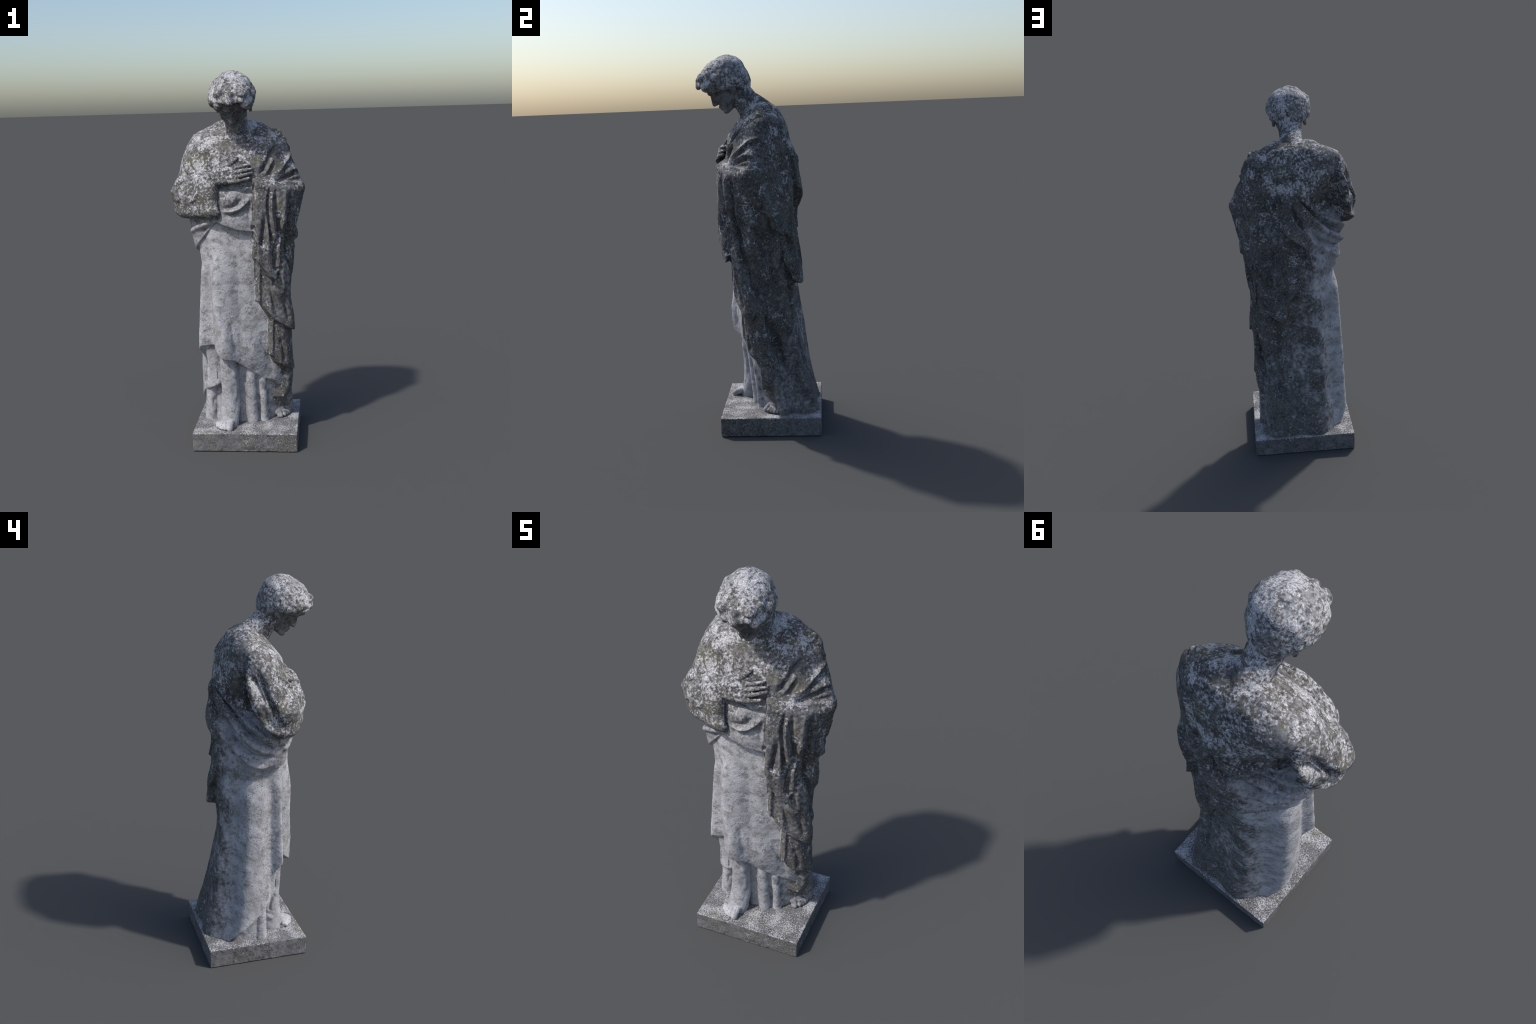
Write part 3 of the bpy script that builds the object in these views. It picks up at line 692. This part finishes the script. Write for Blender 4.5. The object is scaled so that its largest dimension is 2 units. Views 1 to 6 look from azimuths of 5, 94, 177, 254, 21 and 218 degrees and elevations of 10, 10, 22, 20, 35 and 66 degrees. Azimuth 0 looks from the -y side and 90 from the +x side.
# --------------------------------------------------------------- materials
class Graph:
    """Small helper for chaining shader nodes."""
    def __init__(self, name):
        self.m = bpy.data.materials.new(name)
        self.m.use_nodes = True
        self.t = self.m.node_tree
        self.t.nodes.clear()
        self.pos = self.n("ShaderNodeTexCoord").outputs["Object"]

    def n(self, kind, **props):
        x = self.t.nodes.new(kind)
        for k, v in props.items():
            setattr(x, k, v)
        return x

    def put(self, socket, value):
        if isinstance(value, bpy.types.NodeSocket):
            self.t.links.new(value, socket)
        else:
            socket.default_value = value

    def noise(self, scale, detail=4, rough=.6, vec=None, distort=0.0):
        x = self.n("ShaderNodeTexNoise")
        self.put(x.inputs["Vector"], vec or self.pos)
        x.inputs["Scale"].default_value = scale; x.inputs["Detail"].default_value = detail
        x.inputs["Roughness"].default_value = rough; x.inputs["Distortion"].default_value = distort
        return x.outputs[0]

    def math(self, op, a, b=0.0):
        x = self.n("ShaderNodeMath", operation=op)
        self.put(x.inputs[0], a); self.put(x.inputs[1], b)
        return x.outputs[0]

    def ramp(self, v, lo, hi, to=(0.0, 1.0)):
        x = self.n("ShaderNodeMapRange", interpolation_type='SMOOTHSTEP')
        self.put(x.inputs["Value"], v)
        self.put(x.inputs["From Min"], lo); self.put(x.inputs["From Max"], hi)
        x.inputs["To Min"].default_value, x.inputs["To Max"].default_value = to
        return x.outputs[0]

    def mix(self, f, a, b, blend='MIX'):
        x = self.n("ShaderNodeMix", data_type='RGBA', blend_type=blend)
        self.put(x.inputs["Factor"], f)
        for s, v in ((x.inputs[6], a), (x.inputs[7], b)):
            self.put(s, v if isinstance(v, bpy.types.NodeSocket) else (*v, 1))
        return x.outputs[2]


def stone_material(name, crust, lichen, pits, soft=.12, tone=1.0, fine=1.0, slab=False, clump=.7):
    """Weathered limestone: pale stone, dark algal crust, white lichen blotches, black pits.
    crust / lichen = (bias, extra bias high up on the figure): how much of the surface each covers."""
    g = Graph(name)
    sep = g.n("ShaderNodeSeparateXYZ"); g.put(sep.inputs[0], g.pos)
    dev = lambda v, k: g.math('MULTIPLY', g.math('SUBTRACT', v, .5), k)
    add = lambda *v: v[0] if len(v) == 1 else g.math('ADD', v[0], add(*v[1:]))
    grain = g.noise(190*fine, 5, .72)
    gs = g.n("ShaderNodeSeparateXYZ"); g.put(gs.inputs[0], g.n("ShaderNodeNewGeometry").outputs["Normal"])
    nz = gs.outputs[2]        # lichen settles where rain lies
    mid = g.noise(54*fine, 5, .64)
    big = g.noise(5.0, 4, .6)
    blot = g.noise(82*fine, 4, .62, distort=.2)
    patch = g.noise(13, 3)
    if slab:      # lichen settles on the top of the slab
        up = g.ramp(g.math('ADD', sep.outputs[2], dev(mid, .01)), .090, .099)
    else:         # ... and on the head, the shoulders and the arms of the figure
        up = g.ramp(add(sep.outputs[2], dev(big, .7)), 1.05, 1.40)
    stone = g.mix(g.ramp(g.noise(9, 5, .6), .35, .65), tuple(tone*c for c in (.30, .30, .318)), tuple(tone*c for c in (.43, .43, .455)))
    stone = g.mix(g.ramp(g.noise(26, 5, .65), .45, .70), stone, tuple(tone*c for c in (.20, .195, .193)))
    # darker towards the back and left of the figure, with a ragged border
    q = add(sep.outputs[0], g.math('MULTIPLY', sep.outputs[1], 1.2), dev(big, .25), dev(patch, .12))
    back_left = g.ramp(q, -.08, .30)
    c_val = add(dev(mid, .95), dev(big, .7), dev(patch, .5), g.math('MULTIPLY', up, crust[1]), g.math('MULTIPLY', back_left, crust[2]), crust[0])
    c_mask = g.ramp(c_val, -soft, soft)
    dark = g.mix(g.ramp(g.noise(15, 4), .4, .62), (.036, .035, .033), (.086, .080, .071))
    dark = g.mix(g.ramp(g.noise(110*fine, 4, .7), .42, .68), dark, (.150, .143, .132))
    col = g.mix(g.math('MULTIPLY', c_mask, .93), stone, dark)
    # olive and ochre tints of moss
    moss = g.math('MULTIPLY', g.ramp(g.noise(7.5, 3, .5), .60, .72), g.math('MULTIPLY', up, .45))
    col = g.mix(moss, col, (.12, .12, .055))
    l_val = add(blot, dev(patch, clump), dev(big, .3), g.math('MULTIPLY', up, lichen[1]), g.math('MULTIPLY', nz, .06), lichen[0] - .5)
    l_mask = g.ramp(l_val, -.07, .19)
    white = g.mix(g.ramp(grain, .35, .65), (.29, .29, .305), (.66, .66, .69))
    col = g.mix(g.math('MULTIPLY', l_mask, .86), col, white)
    # black pits
    vor = g.n("ShaderNodeTexVoronoi", feature='F1')
    g.put(vor.inputs["Vector"], g.pos); vor.inputs["Scale"].default_value = 105
    spot = g.ramp(vor.outputs["Distance"], .14, .36, (1, 0))
    pick = g.ramp(add(g.noise(20, 4, .6), dev(g.noise(150, 2), .8)), .60 - pits, .70 - pits)
    pit = g.math('MULTIPLY', spot, pick)
    col = g.mix(g.math('MULTIPLY', pit, .85), col, (.045, .045, .05))
    col = g.mix(1.0, col, g.mix(g.ramp(grain, .3, .7), (.78, .78, .78), (1.16, 1.16, 1.16)), 'MULTIPLY')
    bs = g.n("ShaderNodeBsdfPrincipled")
    g.put(bs.inputs["Base Color"], col)
    bs.inputs["Roughness"].default_value = .92
    bs.inputs["Specular IOR Level"].default_value = .25
    h = add(g.math('MULTIPLY', grain, .5), g.math('MULTIPLY', blot, .6), g.math('MULTIPLY', pit, -.8))
    bump = g.n("ShaderNodeBump"); bump.inputs["Strength"].default_value = .55; bump.inputs["Distance"].default_value = .004
    g.put(bump.inputs["Height"], h)
    g.put(bs.inputs["Normal"], bump.outputs[0])
    out = g.n("ShaderNodeOutputMaterial")
    g.put(out.inputs[0], bs.outputs[0])
    return g.m


# --------------------------------------------------------------- assembly
def split_regions(names, label, centre):
    """Name the fused regions: the robe solid spans torso, cloak and skirt."""
    def idx(n):
        if n not in names:
            names.append(n)
        return names.index(n)
    robe, cloak, torso = idx("robe"), idx("cloak"), idx("torso")
    x, y, z = centre.T
    r = label == robe
    lapel = np.interp(z, [1.40, 1.46, 1.59, 1.74], [.095, .105, .072, .075])
    edge = np.where(y < 0, lapel, np.interp(y, [0, .12], [.075, .045]))
    label[r & (z > 1.25)] = torso
    label[r & (z > 1.36) & (x > edge)] = cloak
    phi = np.degrees(np.arctan2(x - AXIS[0], -(y - AXIS[1])))
    front = np.interp(z, [.3, .5, .6, .64, .78, .82, 1.0], [84, 60, 52, 70, 48, 30, 24])
    label[r & (z <= 1.36) & (phi > front) & (phi < np.interp(z, [.5, .7], [118, 150]))] = cloak
    return label


def rough_plinth(mat):
    """Square slab, chipped along its edges."""
    x0, x1, y0, y1, h = -.271, .291, -.228, .306, .101
    me = bpy.data.meshes.new("plinth")
    import bmesh
    bm = bmesh.new()
    bmesh.ops.create_cube(bm, size=1)
    for v in bm.verts:
        v.co = ((x0 + x1)/2 + v.co.x*(x1 - x0), (y0 + y1)/2 + v.co.y*(y1 - y0), h/2 + v.co.z*h)
    bmesh.ops.bevel(bm, geom=bm.edges[:], offset=.004, segments=2, affect='EDGES', profile=.6)
    bmesh.ops.subdivide_edges(bm, edges=[e for e in bm.edges if e.calc_length() > .3], cuts=110, use_grid_fill=True)
    bmesh.ops.subdivide_edges(bm, edges=[e for e in bm.edges if e.calc_length() > .05], cuts=18, use_grid_fill=True)
    bm.to_mesh(me); bm.free()
    n = len(me.vertices)
    co = np.empty(n*3); me.vertices.foreach_get("co", co); co = co.reshape(-1, 3)
    nr = np.empty(n*3); me.vertices.foreach_get("normal", nr); nr = nr.reshape(-1, 3)
    amp = .0012*value_noise(co, .03, 11) + .0008*value_noise(co, .011, 12)
    side = np.abs(nr[:, 2]) < .5
    low = side * smoothstep(.03, .0, co[:, 2]) * np.maximum(0, value_noise(co, .035, 13)) * .006
    co += nr * (amp - low)[:, None]
    co[:, 2] = np.maximum(co[:, 2], 0)
    me.vertices.foreach_set("co", co.ravel())
    me.shade_smooth()
    me.materials.append(mat)
    me.update()
    return me


def main():
    build_robe(); build_mantle(); build_cascade(); build_tunic()
    build_sleeve(); hollow_cuff(); build_hand(); build_neck(); build_head(); build_hair(); build_feet()
    co, quads, bvh, part_of, names = fuse()
    co, quads = keep_largest(co, quads)
    centre = co[quads].mean(1)
    label = np.array([part_of[bvh.find_nearest(Vector(c))[2]] for c in centre])
    skin = Skin(co, quads)
    skin.relax(2)
    base_bvh = BVHTree.FromPolygons([Vector(v) for v in skin.co], [tuple(f) for f in quads.tolist()])
    nrm = skin.normals(6)
    for kind, depth, width, ends, pts in STROKES:
        skin.stroke(pts, depth, width, kind, ends, nrm, base_bvh)
    skin.relax(2, .4)
    label = split_regions(names, label, centre)
    # lumpy locks of hair
    w = np.zeros(len(co)); hair = names.index("hair")
    np.add.at(w, quads[label == hair].ravel(), 1); w = np.minimum(w / 4, 1)[:, None]
    for _ in range(4):
        w = skin.mean(w)
    w = w[:, 0]
    nrm = skin.normals(2)
    back = smoothstep(-.03, -.10, skin.co[:, 1] + .3*(skin.co[:, 2] - 1.86))      # cropped smooth at the nape
    lump = (.0075*value_noise(skin.co, .034, 3) + .0032*value_noise(skin.co, .017, 4)) * (.30 + .70*back)
    skin.co += nrm * (w * lump)[:, None]
    # weathered surface
    wear = .0011*value_noise(skin.co, .034, 21) + .0007*value_noise(skin.co, .013, 22) + .0004*value_noise(skin.co, .006, 23)
    skin.co += nrm * wear[:, None]
    nrm = skin.normals(0)

    statue = bpy.data.objects.new("stone_statue", None)
    bpy.context.scene.collection.objects.link(statue)
    statue["label"] = "weathered stone statue of a bowed robed figure on a plinth"
    statue["category"] = "statue"
    pale = stone_material("pale_stone", crust=(-.31, .10, .46), lichen=(-.19, .08), pits=.08, tone=1.05, soft=.24)
    draped = stone_material("draped_stone", crust=(-.20, .14, .26), lichen=(-.17, .06), pits=.06, tone=.92, soft=.2)
    crusted = stone_material("crusted_stone", crust=(.06, .05, .08), lichen=(-.14, .08), pits=.0, tone=.60, soft=.16, clump=.9)
    mottled = stone_material("lichened_stone", crust=(.04, .09, .16), lichen=(-.10, .075), pits=.02, tone=.64, clump=.9)
    smooth = stone_material("face_stone", crust=(.02, .05, .05), lichen=(-.18, .02), pits=.0, tone=.6, soft=.2)
    hoary = stone_material("hair_stone", crust=(.08, .0, .08), lichen=(.02, .0), pits=.0, tone=.68, clump=.85)
    slab = stone_material("slab_stone", crust=(.0, .05, .0), lichen=(-.18, .14), pits=.03, tone=.52, fine=1.7, slab=True, clump=.75, soft=.2)
    look = {"robe": pale, "tunic": pale, "mantle": draped, "foot": pale, "toe": pale, "cloak": crusted, "hair": hoary, "head": smooth, "ear": smooth}
    made = {}
    for k, name in enumerate(names):
        f = quads[label == k]
        if not len(f):
            continue
        used = np.unique(f)
        idx = -np.ones(len(skin.co), int); idx[used] = np.arange(len(used))
        key, name = name, name.split("#")[0]
        me = mesh_from(name, skin.co[used].tolist(), idx[f].tolist())
        me.shade_smooth()
        me.normals_split_custom_set_from_vertices([tuple(v) for v in nrm[used]])
        me.materials.append(look.get(name, mottled))
        ob = bpy.data.objects.new(name, me)
        bpy.context.scene.collection.objects.link(ob)
        made[key] = ob
    # fingers hang on the hand, toes on their foot, hair and ears on the head
    for key, ob in made.items():
        base, _, tag = key.partition("#")
        owner = {"finger": "hand", "hair": "head", "ear": "head", "toe": "foot#" + tag.rstrip("0123456789")}.get(base)
        ob.parent = made.get(owner, statue)
    ob = bpy.data.objects.new("plinth", rough_plinth(slab))
    bpy.context.scene.collection.objects.link(ob)
    ob.parent = statue


main()
